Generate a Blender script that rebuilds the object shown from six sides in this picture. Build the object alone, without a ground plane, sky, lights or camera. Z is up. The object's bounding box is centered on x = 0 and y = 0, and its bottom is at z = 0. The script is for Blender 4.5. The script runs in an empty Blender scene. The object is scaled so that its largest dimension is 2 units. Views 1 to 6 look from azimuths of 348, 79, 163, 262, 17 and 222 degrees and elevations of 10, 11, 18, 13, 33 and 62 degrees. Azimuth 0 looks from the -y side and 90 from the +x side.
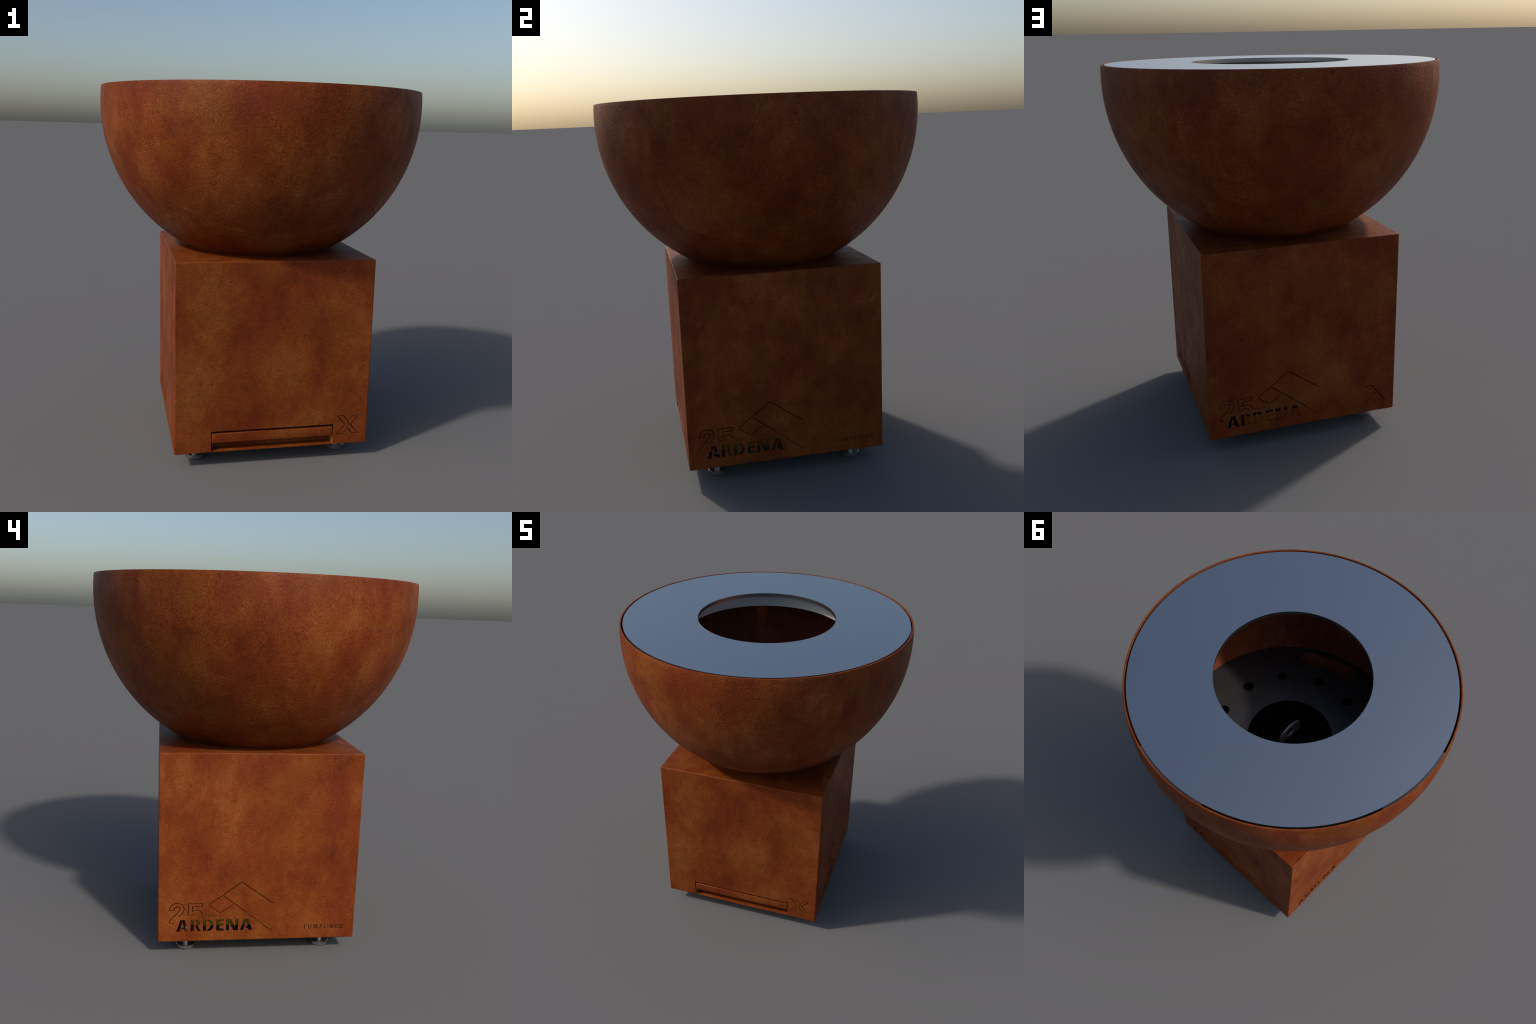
"""Weathering-steel fire bowl with a steel cooking ring, standing on a laser-cut box pedestal."""
import bpy, bmesh, math
from mathutils import Vector, Matrix

# ------------------------------------------------------------------ sizes (metres)
BOX_X, BOX_YF, BOX_YB = 0.5332, -0.5370, 0.5355      # half width, front plane, back plane
BOX_Z0, BOX_Z1 = 0.0848, 1.1215
MARK_RISE = 0.0025
SHEET = 0.0042
BOWL_CZ, BOWL_R, BOWL_WALL = 1.9136, 0.8921, 0.0090
RIM_Z = 2.0
PLATE_R, PLATE_HOLE, PLATE_Z0, PLATE_Z1 = 0.8690, 0.4212, 1.9770, 1.9998
GRATE_Z, GRATE_R = 1.3550, 0.6800

# ------------------------------------------------------------------ node helpers
def new_mat(name):
    m = bpy.data.materials.new(name)
    m.use_nodes = True
    nt = m.node_tree
    return m, nt, nt.nodes["Principled BSDF"]

def node(nt, kind, **kw):
    n = nt.nodes.new(kind)
    for k, v in kw.items():
        setattr(n, k, v)
    return n

def math_node(nt, op, a, b=None):
    n = node(nt, "ShaderNodeMath", operation=op)
    for i, v in enumerate((a, b)):
        if v is None:
            continue
        if isinstance(v, (int, float)):
            n.inputs[i].default_value = v
        else:
            nt.links.new(v, n.inputs[i])
    return n.outputs[0]

def noise(nt, vec, scale, detail=4.0, rough=0.55, dist=0.0):
    n = node(nt, "ShaderNodeTexNoise")
    n.inputs["Scale"].default_value = scale
    n.inputs["Detail"].default_value = detail
    n.inputs["Roughness"].default_value = rough
    n.inputs["Distortion"].default_value = dist
    nt.links.new(vec, n.inputs["Vector"])
    return n.outputs["Fac"]

def ramp(nt, fac, stops):
    n = node(nt, "ShaderNodeValToRGB")
    cr = n.color_ramp
    while len(cr.elements) < len(stops):
        cr.elements.new(0.5)
    for e, (p, c) in zip(cr.elements, stops):
        e.position = p
        e.color = (c[0], c[1], c[2], 1.0)
    nt.links.new(fac, n.inputs["Fac"])
    return n.outputs["Color"]

def mix(nt, fac, a, b, blend="MIX"):
    n = node(nt, "ShaderNodeMix", data_type="RGBA", blend_type=blend)
    if isinstance(fac, (int, float)):
        n.inputs[0].default_value = fac
    else:
        nt.links.new(fac, n.inputs[0])
    for sock, v in ((n.inputs[6], a), (n.inputs[7], b)):
        if isinstance(v, tuple):
            sock.default_value = (*v, 1.0)
        else:
            nt.links.new(v, sock)
    return n.outputs[2]

# ------------------------------------------------------------------ materials
def rust_material(name, gain=1.0, seed=0.0, grain=1.0, grit_amount=1.0):
    """Weathered steel.  The patina is laid on in sheets, one per main direction,
    so that neighbouring sheets meet along a faint seam."""
    m, nt, bsdf = new_mat(name)
    L = nt.links
    tc = node(nt, "ShaderNodeTexCoord")
    geo = node(nt, "ShaderNodeNewGeometry")
    ab = node(nt, "ShaderNodeVectorMath", operation="ABSOLUTE")
    L.new(geo.outputs["Normal"], ab.inputs[0])
    sx = node(nt, "ShaderNodeSeparateXYZ"); L.new(ab.outputs[0], sx.inputs[0])
    side = math_node(nt, "GREATER_THAN", sx.outputs[0], sx.outputs[1])
    flat = math_node(nt, "GREATER_THAN", sx.outputs[2],
                     math_node(nt, "MAXIMUM", sx.outputs[0], sx.outputs[1]))
    off = node(nt, "ShaderNodeCombineXYZ")
    L.new(math_node(nt, "MULTIPLY", side, 7.3), off.inputs[0])
    L.new(math_node(nt, "MULTIPLY", flat, 11.7), off.inputs[1])
    off.inputs[2].default_value = seed
    pos = node(nt, "ShaderNodeVectorMath", operation="ADD")
    L.new(tc.outputs["Object"], pos.inputs[0]); L.new(off.outputs[0], pos.inputs[1])
    P = pos.outputs[0]
    mp = node(nt, "ShaderNodeMapping"); mp.inputs["Scale"].default_value = (1.0, 1.0, 0.80)
    L.new(P, mp.inputs["Vector"])
    V = mp.outputs[0]

    big = noise(nt, V, 3.4, 4.0, 0.55, 0.2)
    mid = noise(nt, V, 11.0, 5.0, 0.65, 0.2)
    fine = noise(nt, P, 105.0, 2.0, 0.60)
    weft = node(nt, "ShaderNodeMapping"); weft.inputs["Scale"].default_value = (34, 34, 190)
    L.new(P, weft.inputs["Vector"])
    streak = noise(nt, weft.outputs[0], 1.0, 2.0, 0.5)
    warp = node(nt, "ShaderNodeMapping"); warp.inputs["Scale"].default_value = (170, 170, 30)
    L.new(P, warp.inputs["Vector"])
    thread = noise(nt, warp.outputs[0], 1.0, 2.0, 0.5)
    tone = math_node(nt, "ADD", math_node(nt, "MULTIPLY", big, 0.60),
                     math_node(nt, "MULTIPLY", mid, 0.40))
    g = gain
    base = ramp(nt, tone, [(0.36, (0.126*g, 0.0185*g, 0.0022*g)),
                           (0.46, (0.166*g, 0.0305*g, 0.0036*g)),
                           (0.53, (0.196*g, 0.0410*g, 0.0052*g)),
                           (0.64, (0.250*g, 0.0650*g, 0.0130*g))])
    hue = noise(nt, V, 3.9, 4.0, 0.58, 0.4)
    ochre = ramp(nt, hue, [(0.52, (0, 0, 0)), (0.70, (1, 1, 1))])
    red = ramp(nt, hue, [(0.32, (1, 1, 1)), (0.47, (0, 0, 0))])
    col = mix(nt, math_node(nt, "MULTIPLY", ochre, 0.55), base, (0.205*g, 0.062*g, 0.0065*g))
    col = mix(nt, math_node(nt, "MULTIPLY", red, 0.45), col, (0.178*g, 0.0225*g, 0.0055*g))
    # gritty scale, denser in some areas than in others
    dense = ramp(nt, noise(nt, P, 7.0, 2.0), [(0.38, (0.35,)*3), (0.62, (1.0,)*3)])
    spk = math_node(nt, "ADD", math_node(nt, "MULTIPLY", fine, 0.50),
                    math_node(nt, "ADD", math_node(nt, "MULTIPLY", streak, 0.28), math_node(nt, "MULTIPLY", thread, 0.22)))
    grit = ramp(nt, spk, [(0.36, (0.48, 0.43, 0.42)), (0.49, (1, 1, 1)), (0.62, (1.65, 1.80, 2.10))])
    col = mix(nt, math_node(nt, "MULTIPLY", dense, grit_amount), col,
              mix(nt, 1.0, col, grit, "MULTIPLY"))
    # sparse dark pits and pale scuffs
    pit = ramp(nt, noise(nt, P, 52.0, 1.0, 0.5, 0.8), [(0.695, (0, 0, 0)), (0.735, (1, 1, 1))])
    col = mix(nt, math_node(nt, "MULTIPLY", pit, 0.55), col, (0.055*g, 0.012*g, 0.003*g))
    scuff = ramp(nt, noise(nt, pos.outputs[0], 64.0, 1.0, 0.5, 2.2), [(0.72, (0, 0, 0)), (0.78, (1, 1, 1))])
    col = mix(nt, math_node(nt, "MULTIPLY", scuff, 0.5), col, (0.36*g, 0.115*g, 0.040*g))
    L.new(col, bsdf.inputs["Base Color"])
    L.new(ramp(nt, mid, [(0.3, (0.60,)*3), (0.7, (0.46,)*3)]), bsdf.inputs["Roughness"])
    bsdf.inputs["Specular IOR Level"].default_value = 0.18
    # leathery scale
    vo = node(nt, "ShaderNodeTexNoise"); vo.inputs["Scale"].default_value = 85.0
    vo.inputs["Detail"].default_value = 3.0; vo.inputs["Distortion"].default_value = 0.6
    L.new(P, vo.inputs["Vector"])
    b = node(nt, "ShaderNodeBump")
    b.inputs["Strength"].default_value = 0.42 * grain
    b.inputs["Distance"].default_value = 0.006
    L.new(vo.outputs["Fac"], b.inputs["Height"])
    L.new(b.outputs[0], bsdf.inputs["Normal"])
    return m

def metal_material(name, col, rough, metallic=1.0, var=0.06, scale=9.0):
    m, nt, bsdf = new_mat(name)
    tc = node(nt, "ShaderNodeTexCoord")
    n = noise(nt, tc.outputs["Object"], scale, 3.0)
    lo = tuple(c * (1 - var) for c in col); hi = tuple(c * (1 + var) for c in col)
    nt.links.new(ramp(nt, n, [(0.35, lo), (0.65, hi)]), bsdf.inputs["Base Color"])
    bsdf.inputs["Metallic"].default_value = metallic
    bsdf.inputs["Roughness"].default_value = rough
    return m

RUST_BOX = rust_material("weathered_steel_box", 0.95, 0.0, 0.8, 0.45)
RUST_BOWL = rust_material("weathered_steel_bowl", 0.90, 23.0, 1.0, 0.72)
PLATE_STEEL = metal_material("cooking_plate_steel", (0.52, 0.52, 0.52), 0.30, var=0.01, scale=2.0)
COLLAR_STEEL = metal_material("brushed_collar_steel", (0.64, 0.64, 0.65), 0.50, metallic=0.5, var=0.02)
GRATE_STEEL = metal_material("dull_grate_steel", (0.17, 0.165, 0.17), 0.50, metallic=1.0)
TAB_STEEL = metal_material("bare_tab_steel", (0.32, 0.32, 0.33), 0.50, metallic=0.5)
BLACK_STEEL = metal_material("near_black_cover", (0.0012, 0.0012, 0.0012), 0.9, metallic=0.0)
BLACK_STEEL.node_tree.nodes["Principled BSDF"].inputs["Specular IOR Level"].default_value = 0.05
FOOT_STEEL = metal_material("polished_foot_steel", (0.52, 0.52, 0.52), 0.32)
BRASS = metal_material("yellow_passivated_steel", (0.42, 0.27, 0.015), 0.45, metallic=0.2)

# ------------------------------------------------------------------ mesh helpers
def make_obj(name, bm, mat, smooth=35.0):
    bmesh.ops.recalc_face_normals(bm, faces=bm.faces)
    me = bpy.data.meshes.new(name)
    bm.to_mesh(me); bm.free()
    for m in (mat if isinstance(mat, (list, tuple)) else [mat]):
        me.materials.append(m)
    ob = bpy.data.objects.new(name, me)
    bpy.context.scene.collection.objects.link(ob)
    if smooth:
        smooth_by_angle(me, smooth)
    return ob

def smooth_by_angle(me, deg):
    me.shade_smooth()
    me.set_sharp_from_angle(angle=math.radians(deg))

def add_box(bm, x0, x1, y0, y1, z0, z1, bevel=0.0, seg=3):
    r = bmesh.ops.create_cube(bm, size=1.0)
    vs = r["verts"]
    for v in vs:
        v.co = Vector((x0 + (v.co.x + .5) * (x1 - x0), y0 + (v.co.y + .5) * (y1 - y0), z0 + (v.co.z + .5) * (z1 - z0)))
    if bevel:
        es = list({e for v in vs for e in v.link_edges})
        bmesh.ops.bevel(bm, geom=es, offset=bevel, segments=seg, affect="EDGES", profile=0.5)
    return vs

def add_prism(bm, poly, frame, d0, d1):
    """Extrude a flat (h, z) outline along the depth axis of a face frame."""
    n = len(poly)
    a = [bm.verts.new(frame(h, z, d0)) for h, z in poly]
    b = [bm.verts.new(frame(h, z, d1)) for h, z in poly]
    bm.faces.new(a); bm.faces.new(b[::-1])
    for i in range(n):
        j = (i + 1) % n
        bm.faces.new((a[i], b[i], b[j], a[j]))

def lathe(bm, prof, seg=128, close=True):
    """Spin an (r, z) outline round the z axis; points with r = 0 become poles."""
    rings = []
    for r, z in prof:
        if r < 1e-6:
            rings.append([bm.verts.new((0, 0, z))])
        else:
            rings.append([bm.verts.new((r * math.cos(2*math.pi*i/seg), r * math.sin(2*math.pi*i/seg), z)) for i in range(seg)])
    pairs = list(zip(rings, rings[1:] + ([rings[0]] if close else [])))
    for A, B in pairs:
        for i in range(seg):
            j = (i + 1) % seg
            if len(A) == 1 and len(B) == 1:
                break
            if len(A) == 1:
                bm.faces.new((A[0], B[i], B[j]))
            elif len(B) == 1:
                bm.faces.new((A[i], B[0], A[j]))
            else:
                bm.faces.new((A[i], B[i], B[j], A[j]))

def cut(ob, cutter, keep_mats=True):
    md = ob.modifiers.new("cut", "BOOLEAN")
    md.operation = "DIFFERENCE"; md.solver = "EXACT"; md.object = cutter
    dg = bpy.context.evaluated_depsgraph_get()
    me = bpy.data.meshes.new_from_object(ob.evaluated_get(dg))
    ob.modifiers.clear()
    old = ob.data; nm = old.name
    ob.data = me
    bpy.data.meshes.remove(old); me.name = nm
    cm = cutter.data
    bpy.data.objects.remove(cutter); bpy.data.meshes.remove(cm)

def child(ob, parent):
    ob.parent = parent
    return ob

# ------------------------------------------------------------------ marks cut through the sheet
def smooth_path(pts, n=5):
    """Catmull-Rom through the points."""
    out = []
    P = [pts[0]] + list(pts) + [pts[-1]]
    for i in range(1, len(P) - 2):
        p0, p1, p2, p3 = (Vector(p) for p in P[i-1:i+3])
        for k in range(n):
            t = k / n
            out.append(tuple(0.5 * ((2*p1) + (p2-p0)*t + (2*p0-5*p1+4*p2-p3)*t*t + (3*p1-p0-3*p2+p3)*t**3)))
    out.append(tuple(pts[-1]))
    return out

def stroke(pts, w):
    """Outline of a constant-width line with mitred corners."""
    pts = [Vector(p) for p in pts]
    left, right = [], []
    for i, p in enumerate(pts):
        d1 = (p - pts[i-1]).normalized() if i else (pts[1] - p).normalized()
        d2 = (pts[i+1] - p).normalized() if i + 1 < len(pts) else d1
        n1, n2 = Vector((-d1.y, d1.x)), Vector((-d2.y, d2.x))
        m = n1 + n2
        m = m.normalized() if m.length > 1e-4 else n1
        k = (w / 2) / max(m.dot(n1), 0.45)
        left.append(tuple(p + m * k)); right.append(tuple(p - m * k))
    return left + right[::-1]

def arc(cx, cy, rx, ry, a0, a1, n=10):
    return [(cx + rx*math.cos(math.radians(a0+(a1-a0)*i/n)), cy + ry*math.sin(math.radians(a0+(a1-a0)*i/n))) for i in range(n+1)]

W = 0.0046
def mountain_mark():
    segs = [[(-.0957, .4169), (-.1855, .3495)], [(-.1973, .3406), (-.2638, .2933)],
            [(-.2650, .2875), (-.2071, .2455)], [(-.2022, .2449), (-.1350, .2895)],
            [(-.1940, .3461), (-.0609, .2420)], [(-.0566, .2390), (.0671, .1407), (.0720, .1390), (.0824, .1390)],
            [(-.0900, .4168), (-.0092, .3577)], [(-.0036, .3545), (.0814, .2931)]]
    return [stroke(s, W) for s in segs]

def number_mark():
    two = (smooth_path([(-.4259, .2260), (-.4130, .2378), (-.4025, .2511), (-.3973, .2668), (-.3999, .2835), (-.4114, .2965),
                        (-.4279, .3019), (-.4456, .3010), (-.4608, .2942), (-.4713, .2813), (-.4758, .2636)], 3)
           + smooth_path([(-.4499, .2626), (-.4484, .2731), (-.4430, .2811), (-.4336, .2835), (-.4241, .2802), (-.4198, .2704),
                          (-.4223, .2603), (-.4309, .2492)], 3)
           + [(-.4737, .2034), (-.4745, .1875), (-.4527, .1867)])
    five = (smooth_path([(-.3189, .2221), (-.3207, .2317), (-.3263, .2395), (-.3347, .2428), (-.3430, .2412), (-.3494, .2370), (-.3531, .2328)], 3)
            + [(-.3755, .2335), (-.3755, .2993), (-.2998, .2993), (-.2998, .2814), (-.3522, .2814), (-.3522, .2545)]
            + smooth_path([(-.3421, .2599), (-.3291, .2611), (-.3171, .2580), (-.3062, .2498), (-.2993, .2376), (-.2967, .2221)], 3))
    return [stroke(two, 0.0042), stroke(five, 0.0042)]

def stencil_word():
    z0, z1 = .1395, .2073
    a = [(-.0957, z0), (-.0728, z1), (-.0502, z1), (-.0283, z0), (-.0474, z0), (-.0539, .1525), (-.0674, .1525),
         (-.0617, .1654), (-.0544, .1654), (-.0626, .1941), (-.0767, z0)]
    a_first = [(h - .3435, z) for h, z in a]
    r_stem = [(-.3618, z0), (-.3618, z1), (-.3440, z1), (-.3440, z0)]
    r_bowl = [(-.3377, z1), (-.3280, .2070), (-.3190, .2030), (-.3129, .1967), (-.3106, .1863), (-.3132, .1757), (-.3227, .1685), (-.3054, z0), (-.3232, z0),
              (-.3378, .1728), (-.3379, .1774), (-.3313, .1809), (-.3295, .1868), (-.3320, .1933), (-.3377, .1955)]
    d_stem = [(-.2959, z0), (-.2959, z1), (-.2781, z1), (-.2781, z0)]
    d_bowl = [(-.2725, z1), (-.2599, .2057), (-.2478, .1989), (-.2403, .1883), (-.2381, .1758), (-.2402, .1611), (-.2479, .1483), (-.2585, .1407), (-.2725, z0),
              (-.2725, .1515), (-.2625, .1552), (-.2571, .1641), (-.2557, .1745), (-.2578, .1849), (-.2632, .1923), (-.2725, .1956)]
    e = [(-.2242, z0), (-.2242, z1), (-.1836, z1), (-.1836, .1941), (-.2067, .1941), (-.2067, .1822), (-.1845, .1822), (-.1845, .1690),
         (-.2067, .1690), (-.2067, .1530), (-.1836, .1530), (-.1836, z0)]
    n = [(-.1710, z0), (-.1710, z1), (-.1455, z1), (-.1217, .1605), (-.1215, z1), (-.1051, z1), (-.1051, z0), (-.1303, z0), (-.1548, .1848), (-.1553, z0)]
    return [a_first, r_stem, r_bowl, d_stem, d_bowl, e, n, a]

def years_word():
    w, b, t = 0.0026, .2205, .2358
    m = (b + t) / 2
    return [stroke([(-.2867, t), (-.2795, m), (-.2725, t)], w), stroke([(-.2795, m - .0022), (-.2795, b)], w),
            [(-.2670, b), (-.2670, t), (-.2565, t), (-.2565, t-w), (-.2644, t-w), (-.2644, m+w/2), (-.2580, m+w/2), (-.2580, m-w/2),
             (-.2644, m-w/2), (-.2644, b+w), (-.2565, b+w), (-.2565, b)],
            stroke([(-.2525, b), (-.2452, t), (-.2380, b)], w), [(-.2478, b+.0038), (-.2470, b+.0060), (-.2434, b+.0060), (-.2426, b+.0038)],
            stroke([(-.2325, b), (-.2325, t)], w), stroke([(-.2298, t-.001), (-.2225, t-.001), (-.2205, m+.0035), (-.2230, m), (-.2270, m), (-.2205, b)], w),
            stroke(smooth_path([(-.2022, t-.0015), (-.2075, t-.0008), (-.2112, t-.0034), (-.2100, m+.0016), (-.2040, m-.0012), (-.2022, b+.0034), (-.2060, b+.0008), (-.2116, b+.0015)], 4), .0022)]

def maker_word():
    w, b, t = 0.0036, .1382, .1628
    m = (b + t) / 2
    ex = lambda x, r: [(x, b), (x, t), (x+r, t), (x+r, t-w), (x+w, t-w), (x+w, m+w/2), (x+r-.002, m+w/2), (x+r-.002, m-w/2), (x+w, m-w/2), (x+w, b+w), (x+r, b+w), (x+r, b)]
    return [[(.2577, b), (.2577, t), (.2615, t), (.2615, b+w), (.2712, b+w), (.2712, b)],
            stroke([(.2826, t)] + arc(.2893, b+.0092, .0067, .0075, 180, 360, 8) + [(.2960, t)], w),
            # doubled cross
            stroke([(.3088, t), (.3190, m+.0005), (.3088, b)], 0.0030), stroke([(.3368, t), (.3266, m+.0005), (.3368, b)], 0.0030),
            stroke([(.3150, t), (.3228, m+.0030), (.3306, t)], 0.0030), stroke([(.3150, b), (.3228, m-.0020), (.3306, b)], 0.0030),
            [(.3465, b), (.3465, t), (.3635, t), (.3635, t-w), (.3465+w, t-w), (.3465+w, m+w/2), (.3610, m+w/2), (.3610, m-w/2), (.3465+w, m-w/2), (.3465+w, b)],
            stroke(arc(.3828, m, .0112, .0110, 110, 250, 12), w), stroke(arc(.3828, m, .0112, .0110, 70, -70, 12), w),
            stroke([(.4050, b), (.4050, t)], w),
            stroke([(.4082, t-w/2), (.4150, t-w/2), (.4192, t-.0045), (.4192, m+.0035), (.4150, m-.0005), (.4105, m-.0005), (.4205, b)], w),
            stroke(arc(.4426, m, .0110, .0108, 48, 350, 16) + [(.4440, m-.0019)], w),
            ex(.4622, .0175)]

def cross_mark():
    return [stroke([(.4133, .1666), (.3938, .1438), (.3612, .1438), (.4046, .1965), (.3612, .2480), (.3955, .2480), (.4294, .2057), (.4147, .1886)], W),
            stroke([(.4297, .2246), (.4478, .2480), (.4803, .2480), (.4364, .1960), (.4800, .1440), (.4476, .1440), (.4157, .1816)], W)]

# face frames: (h to the right as seen from outside, z up, d along the outward normal)
left_face = lambda h, z, d: (-BOX_X - d, -h, z + MARK_RISE)
right_face = lambda h, z, d: (BOX_X + d, h, z + MARK_RISE)
back_face = lambda h, z, d: (-h, BOX_YB + d, z + MARK_RISE)
front_face = lambda h, z, d: (h, BOX_YF - d, z + MARK_RISE)

# ------------------------------------------------------------------ pedestal
def build_pedestal():
    bm = bmesh.new()
    add_box(bm, -BOX_X, BOX_X, BOX_YF, BOX_YB, BOX_Z0, BOX_Z1, bevel=0.007, seg=4)
    ob = make_obj("pedestal", bm, RUST_BOX, smooth=0)

    def cutter(fill):
        b = bmesh.new(); fill(b)
        return make_obj("cutter", b, RUST_BOX, smooth=0)
    # hollow, open underneath
    cut(ob, cutter(lambda b: add_box(b, -BOX_X+SHEET, BOX_X-SHEET, BOX_YF+SHEET, BOX_YB-SHEET, 0.0, BOX_Z1-SHEET)))
    # seat for the bowl
    cut(ob, cutter(lambda b: lathe(b, [(0, 1.0), (0.3990, 1.0), (0.3990, 1.3), (0, 1.3)], 96, close=False)))
    # drawer opening, and the shallow relief of the front and back lower edge between the side flanges
    cut(ob, cutter(lambda b: add_box(b, -.3374, .3374, BOX_YF-.1, BOX_YF+.1, 0.0, .2045)))
    cut(ob, cutter(lambda b: add_box(b, -.4435, .4435, BOX_YF-.1, BOX_YB+.1, 0.0, .0893)))
    sides = mountain_mark() + number_mark() + stencil_word() + years_word()
    for frame, marks in ((left_face, sides + maker_word()), (right_face, sides + maker_word()),
                         (back_face, sides + cross_mark()), (front_face, cross_mark())):
        def fill(b):
            for poly in marks:
                add_prism(b, poly, frame, -0.03, 0.03)
        cut(ob, cutter(fill))
    # inward flanges along the two sides, and corner plates that carry the feet
    bm = bmesh.new(); bm.from_mesh(ob.data)
    for s in (-1, 1):
        xs = sorted((s*.4435, s*(BOX_X-SHEET+.0005)))
        add_box(bm, xs[0], xs[1], BOX_YF+SHEET, BOX_YB-SHEET, BOX_Z0+.0006, BOX_Z0+.0066)
        for t in (-1, 1):
            xs2 = sorted((s*.360, s*(BOX_X-SHEET+.0005))); ys = sorted((t*.330, t*.5288))
            add_box(bm, xs2[0], xs2[1], ys[0], ys[1], BOX_Z0+.0075, BOX_Z0+.0125)
    bm.to_mesh(ob.data); bm.free()
    smooth_by_angle(ob.data, 32)
    wn = ob.modifiers.new("face_weighted", "WEIGHTED_NORMAL"); wn.keep_sharp = True
    return ob

def build_foot():
    bm = bmesh.new()
    prof = [(0, 0), (.0520, 0), (.0535, .0015), (.0535, .0195), (.0520, .0210), (.0172, .0210), (.0172, .1000),
            (.0310, .1000), (.0310, .1140), (.0172, .1140), (.0172, .1420), (0, .1420)]
    lathe(bm, prof, 48, close=False)
    return make_obj("levelling_foot", bm, FOOT_STEEL)

def build_rail(s):
    bm = bmesh.new()
    xs = sorted((s*.3376, s*.3430))
    add_box(bm, xs[0], xs[1], BOX_YF+SHEET+.001, .405, .0850, .1600)
    return make_obj("drawer_rail", bm, BRASS, smooth=0)

def build_drawer():
    bm = bmesh.new()
    t = .004
    add_box(bm, -.3330, .3330, BOX_YF+.0004, .5302, .0885, .0925)               # floor
    add_box(bm, -.3330, .3330, -.4800, -.4760, .0930, .1880)                    # inner front wall
    add_box(bm, -.3330, .3330, .5262, .5302, .0930, .1900)                      # rear wall
    for s in (-1, 1):
        xs = sorted((s*.3330, s*.3290))
        add_box(bm, xs[0], xs[1], -.4755, .5258, .0930, .1880)
    tray = make_obj("ash_drawer", bm, RUST_BOX, smooth=0)
    bm = bmesh.new()
    add_box(bm, -.3328, .3328, BOX_YF+.0002, BOX_YF+.0180, .1394, .1908, bevel=.0025, seg=3)
    front = make_obj("drawer_front", bm, RUST_BOX, smooth=40)
    return tray, front

# ------------------------------------------------------------------ bowl and its fittings
def build_bowl():
    Ri = BOWL_R - BOWL_WALL
    a_out = math.asin((RIM_Z - BOWL_CZ) / BOWL_R)
    a_in = math.asin((RIM_Z - BOWL_CZ) / Ri)
    n = 72
    prof = [(0.0, BOWL_CZ - BOWL_R)]
    for i in range(1, n + 1):
        a = -math.pi/2 + (a_out + math.pi/2) * i / n
        r, z = BOWL_R*math.cos(a), BOWL_CZ + BOWL_R*math.sin(a)
        if i == n:
            prof += [(r, z - .0022), (r - .0007, z - .0006), (r - .0022, z)]
        else:
            prof.append((r, z))
    for i in range(n, 0, -1):
        a = -math.pi/2 + (a_in + math.pi/2) * i / n
        r, z = Ri*math.cos(a), BOWL_CZ + Ri*math.sin(a)
        if i == n:
            prof += [(r + .0012, z), (r, z - .0012)]
        else:
            prof.append((r, z))
    prof.append((0.0, BOWL_CZ - Ri))
    bm = bmesh.new()
    lathe(bm, prof, 192, close=False)
    return make_obj("fire_bowl", bm, RUST_BOWL, smooth=30)

def ring_sector(bm, r0, r1, z0, z1, a0, a1, n=24):
    cols = []
    for i in range(n + 1):
        a = math.radians(a0 + (a1 - a0) * i / n)
        c, s = math.cos(a), math.sin(a)
        cols.append([bm.verts.new((r*c, r*s, z)) for r, z in ((r0, z0), (r1, z0), (r1, z1), (r0, z1))])
    for A, B in zip(cols, cols[1:]):
        for k in range(4):
            bm.faces.new((A[k], A[(k+1) % 4], B[(k+1) % 4], B[k]))
    bm.faces.new(cols[0]); bm.faces.new(cols[-1][::-1])

def build_bracket():
    bm = bmesh.new()
    ring_sector(bm, .800, .8785, PLATE_Z0-.0125, PLATE_Z0-.0060, -15, 15)
    ring_sector(bm, .800, .806, PLATE_Z0-.060, PLATE_Z0-.0127, -15, 15)
    return make_obj("support_bracket", bm, COLLAR_STEEL, smooth=35)

def build_plate():
    bm = bmesh.new()
    R, h, z0, z1 = PLATE_R, PLATE_HOLE, PLATE_Z0, PLATE_Z1
    lathe(bm, [(h, z1), (R, z1), (R, z0), (h, z0)], 192)
    plate = make_obj("cooking_plate", bm, PLATE_STEEL, smooth=30)
    bm = bmesh.new()
    lathe(bm, [(.5015, 1.8855), (.5075, 1.8855), (.5075, PLATE_Z0-.0004), (.5015, PLATE_Z0-.0004)], 128)
    collar = make_obj("heat_collar", bm, COLLAR_STEEL, smooth=50)
    return plate, collar

def cyl(bm, x, y, r, z0, z1, n=32):
    a = [bm.verts.new((x + r*math.cos(2*math.pi*i/n), y + r*math.sin(2*math.pi*i/n), z0)) for i in range(n)]
    b = [bm.verts.new((v.co.x, v.co.y, z1)) for v in a]
    bm.faces.new(a[::-1]); bm.faces.new(b)
    for i in range(n):
        bm.faces.new((a[i], a[(i+1) % n], b[(i+1) % n], b[i]))

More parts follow.
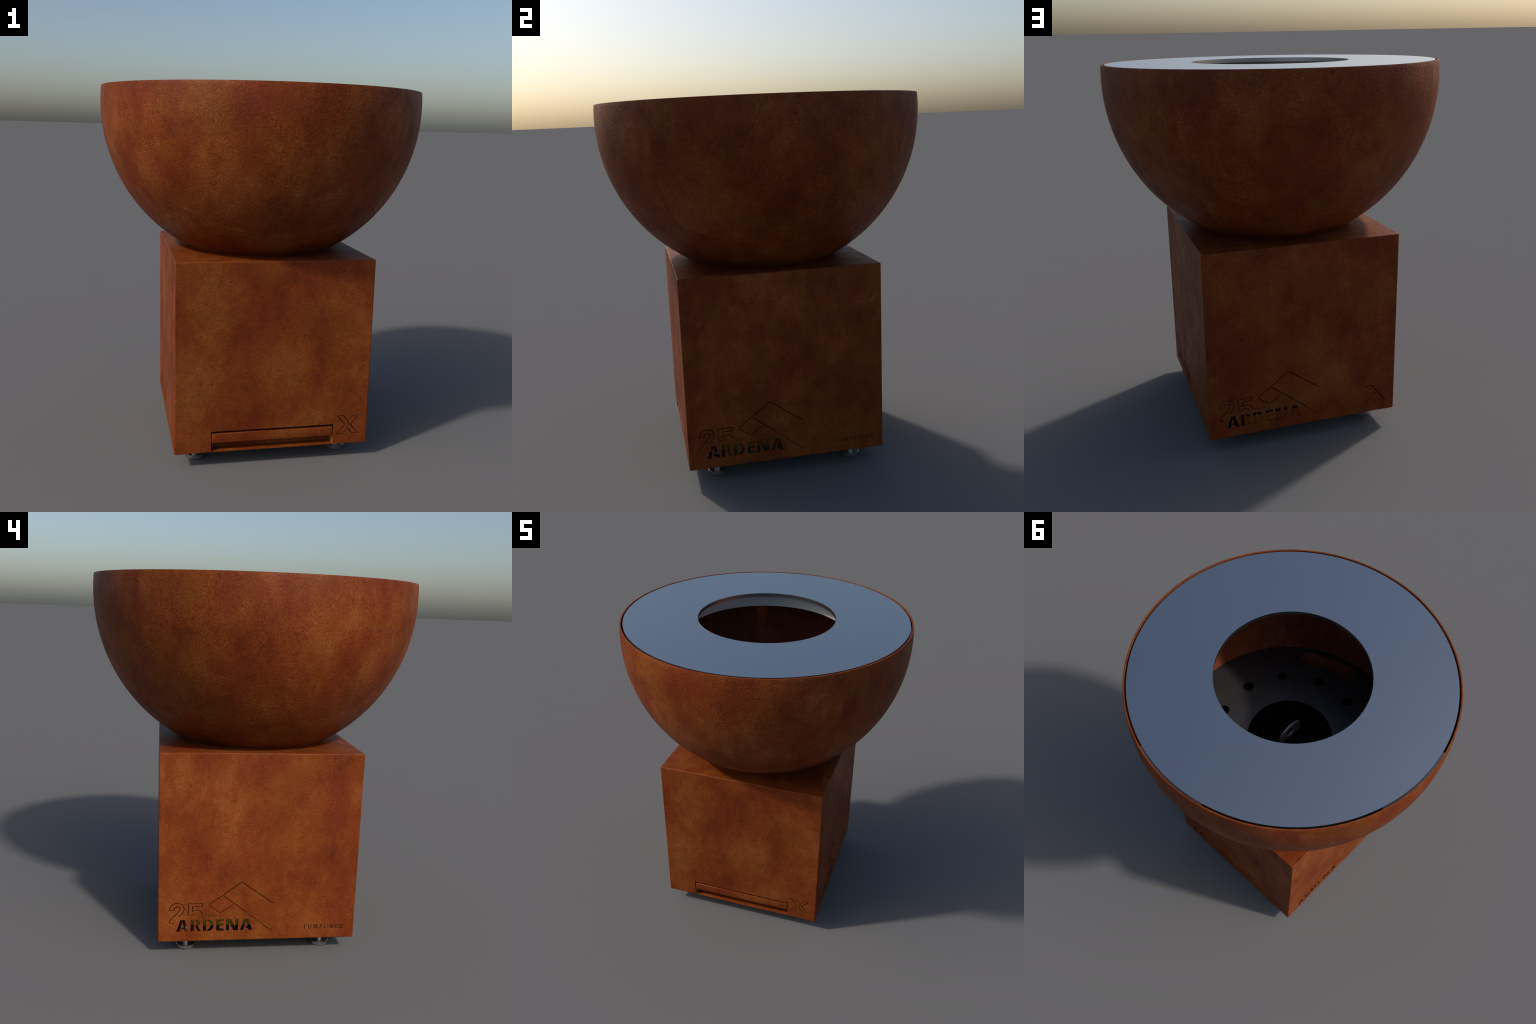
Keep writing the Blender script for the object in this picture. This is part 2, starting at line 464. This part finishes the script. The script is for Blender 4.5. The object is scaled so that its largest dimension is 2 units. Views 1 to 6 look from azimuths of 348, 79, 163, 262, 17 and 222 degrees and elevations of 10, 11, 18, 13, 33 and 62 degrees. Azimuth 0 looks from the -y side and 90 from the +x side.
def build_grate():
    bm = bmesh.new()
    lathe(bm, [(.200, GRATE_Z-.010), (GRATE_R, GRATE_Z-.010), (GRATE_R, GRATE_Z), (.200, GRATE_Z)], 128)
    ob = make_obj("fire_grate", bm, GRATE_STEEL, smooth=0)
    bm = bmesh.new()
    for k in range(12):                                     # ring of air holes
        a = math.radians(-11.5 + 30*k)
        cyl(bm, .445*math.cos(a), .445*math.sin(a), .0325, GRATE_Z-.05, GRATE_Z+.05)
    r_mid, half = .6005, .0560
    for c in (-72.0, 108.0):                                # curved hand slots
        a0, a1 = c - 12.8, c + 13.5
        pol = lambda r, a: (r*math.cos(math.radians(a)), r*math.sin(math.radians(a)))
        out = [pol(r_mid+half, a0 + (a1-a0)*i/16) for i in range(17)]
        for sgn, ae in ((1, a1),):
            cx, cy = pol(r_mid, a1)
            out += [(cx + half*math.cos(math.radians(a1+d)), cy + half*math.sin(math.radians(a1+d))) for d in range(15, 180, 15)]
        out += [pol(r_mid-half, a1 - (a1-a0)*i/16) for i in range(17)]
        cx, cy = pol(r_mid, a0)
        out += [(cx + half*math.cos(math.radians(a0+180+d)), cy + half*math.sin(math.radians(a0+180+d))) for d in range(15, 180, 15)]
        add_prism(bm, out, lambda x, y, d: (x, y, GRATE_Z + d), -.05, .05)
    cut(ob, make_obj("cutter", bm, GRATE_STEEL, smooth=0))
    smooth_by_angle(ob.data, 30)
    # near-black cover over the ash hole
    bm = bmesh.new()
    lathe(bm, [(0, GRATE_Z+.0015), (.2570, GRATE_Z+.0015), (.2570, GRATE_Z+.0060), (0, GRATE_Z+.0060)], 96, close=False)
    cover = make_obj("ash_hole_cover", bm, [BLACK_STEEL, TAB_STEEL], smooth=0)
    bm = bmesh.new()
    for k in range(8):
        a = math.radians(-45 + 45*k)
        cyl(bm, .170*math.cos(a), .170*math.sin(a), .0225, GRATE_Z-.05, GRATE_Z+.05, 28)
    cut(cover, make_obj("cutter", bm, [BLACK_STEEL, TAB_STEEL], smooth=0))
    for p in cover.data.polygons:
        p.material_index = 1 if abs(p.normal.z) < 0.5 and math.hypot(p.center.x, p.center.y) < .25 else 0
    # lifting tab, a round-topped plate with an eye
    bm = bmesh.new()
    out = [(.088, GRATE_Z+.004), (.088, 1.422)] + [(.088*math.cos(t), 1.422 + .062*math.sin(t)) for t in [math.pi*i/20 for i in range(1, 20)]] + [(-.088, 1.422), (-.088, GRATE_Z+.004)]
    add_prism(bm, out, lambda h, z, d: (d, h, z), -.005, .005)
    tab = make_obj("lifting_tab", bm, TAB_STEEL, smooth=0)
    bm = bmesh.new()
    add_prism(bm, [(.034*math.cos(2*math.pi*i/32), 1.418 + .032*math.sin(2*math.pi*i/32)) for i in range(32)], lambda h, z, d: (d, h, z), -.05, .05)
    cut(tab, make_obj("cutter", bm, GRATE_STEEL, smooth=0))
    smooth_by_angle(tab.data, 30)
    return ob, cover, tab

# ------------------------------------------------------------------ assembly
root = bpy.data.objects.new("fire_bowl_grill", None)
bpy.context.scene.collection.objects.link(root)
root["label"] = "rusty steel fire bowl grill on a square box pedestal"
root["category"] = "fire pit"

pedestal = child(build_pedestal(), root)
foot = build_foot()
for i, (sx, sy) in enumerate(((-1, -1), (1, -1), (1, 1), (-1, 1))):
    f = foot if i == 0 else foot.copy()
    if i:
        bpy.context.scene.collection.objects.link(f)
    f.location = (.404*sx, .379*sy + .003, 0)
    f.rotation_euler[2] = 0.7 * i
    child(f, pedestal)
for s in (-1, 1):
    child(build_rail(s), pedestal)
tray, front = build_drawer()
child(tray, root); child(front, tray)

bowl = child(build_bowl(), root)
br = build_bracket()
for i in range(4):
    b = br if i == 0 else br.copy()
    if i:
        bpy.context.scene.collection.objects.link(b)
    b.rotation_euler[2] = math.radians(-2.4 + 90*i)
    child(b, bowl)
plate, collar = build_plate()
child(plate, root); child(collar, plate)
grate, cover, tab = build_grate()
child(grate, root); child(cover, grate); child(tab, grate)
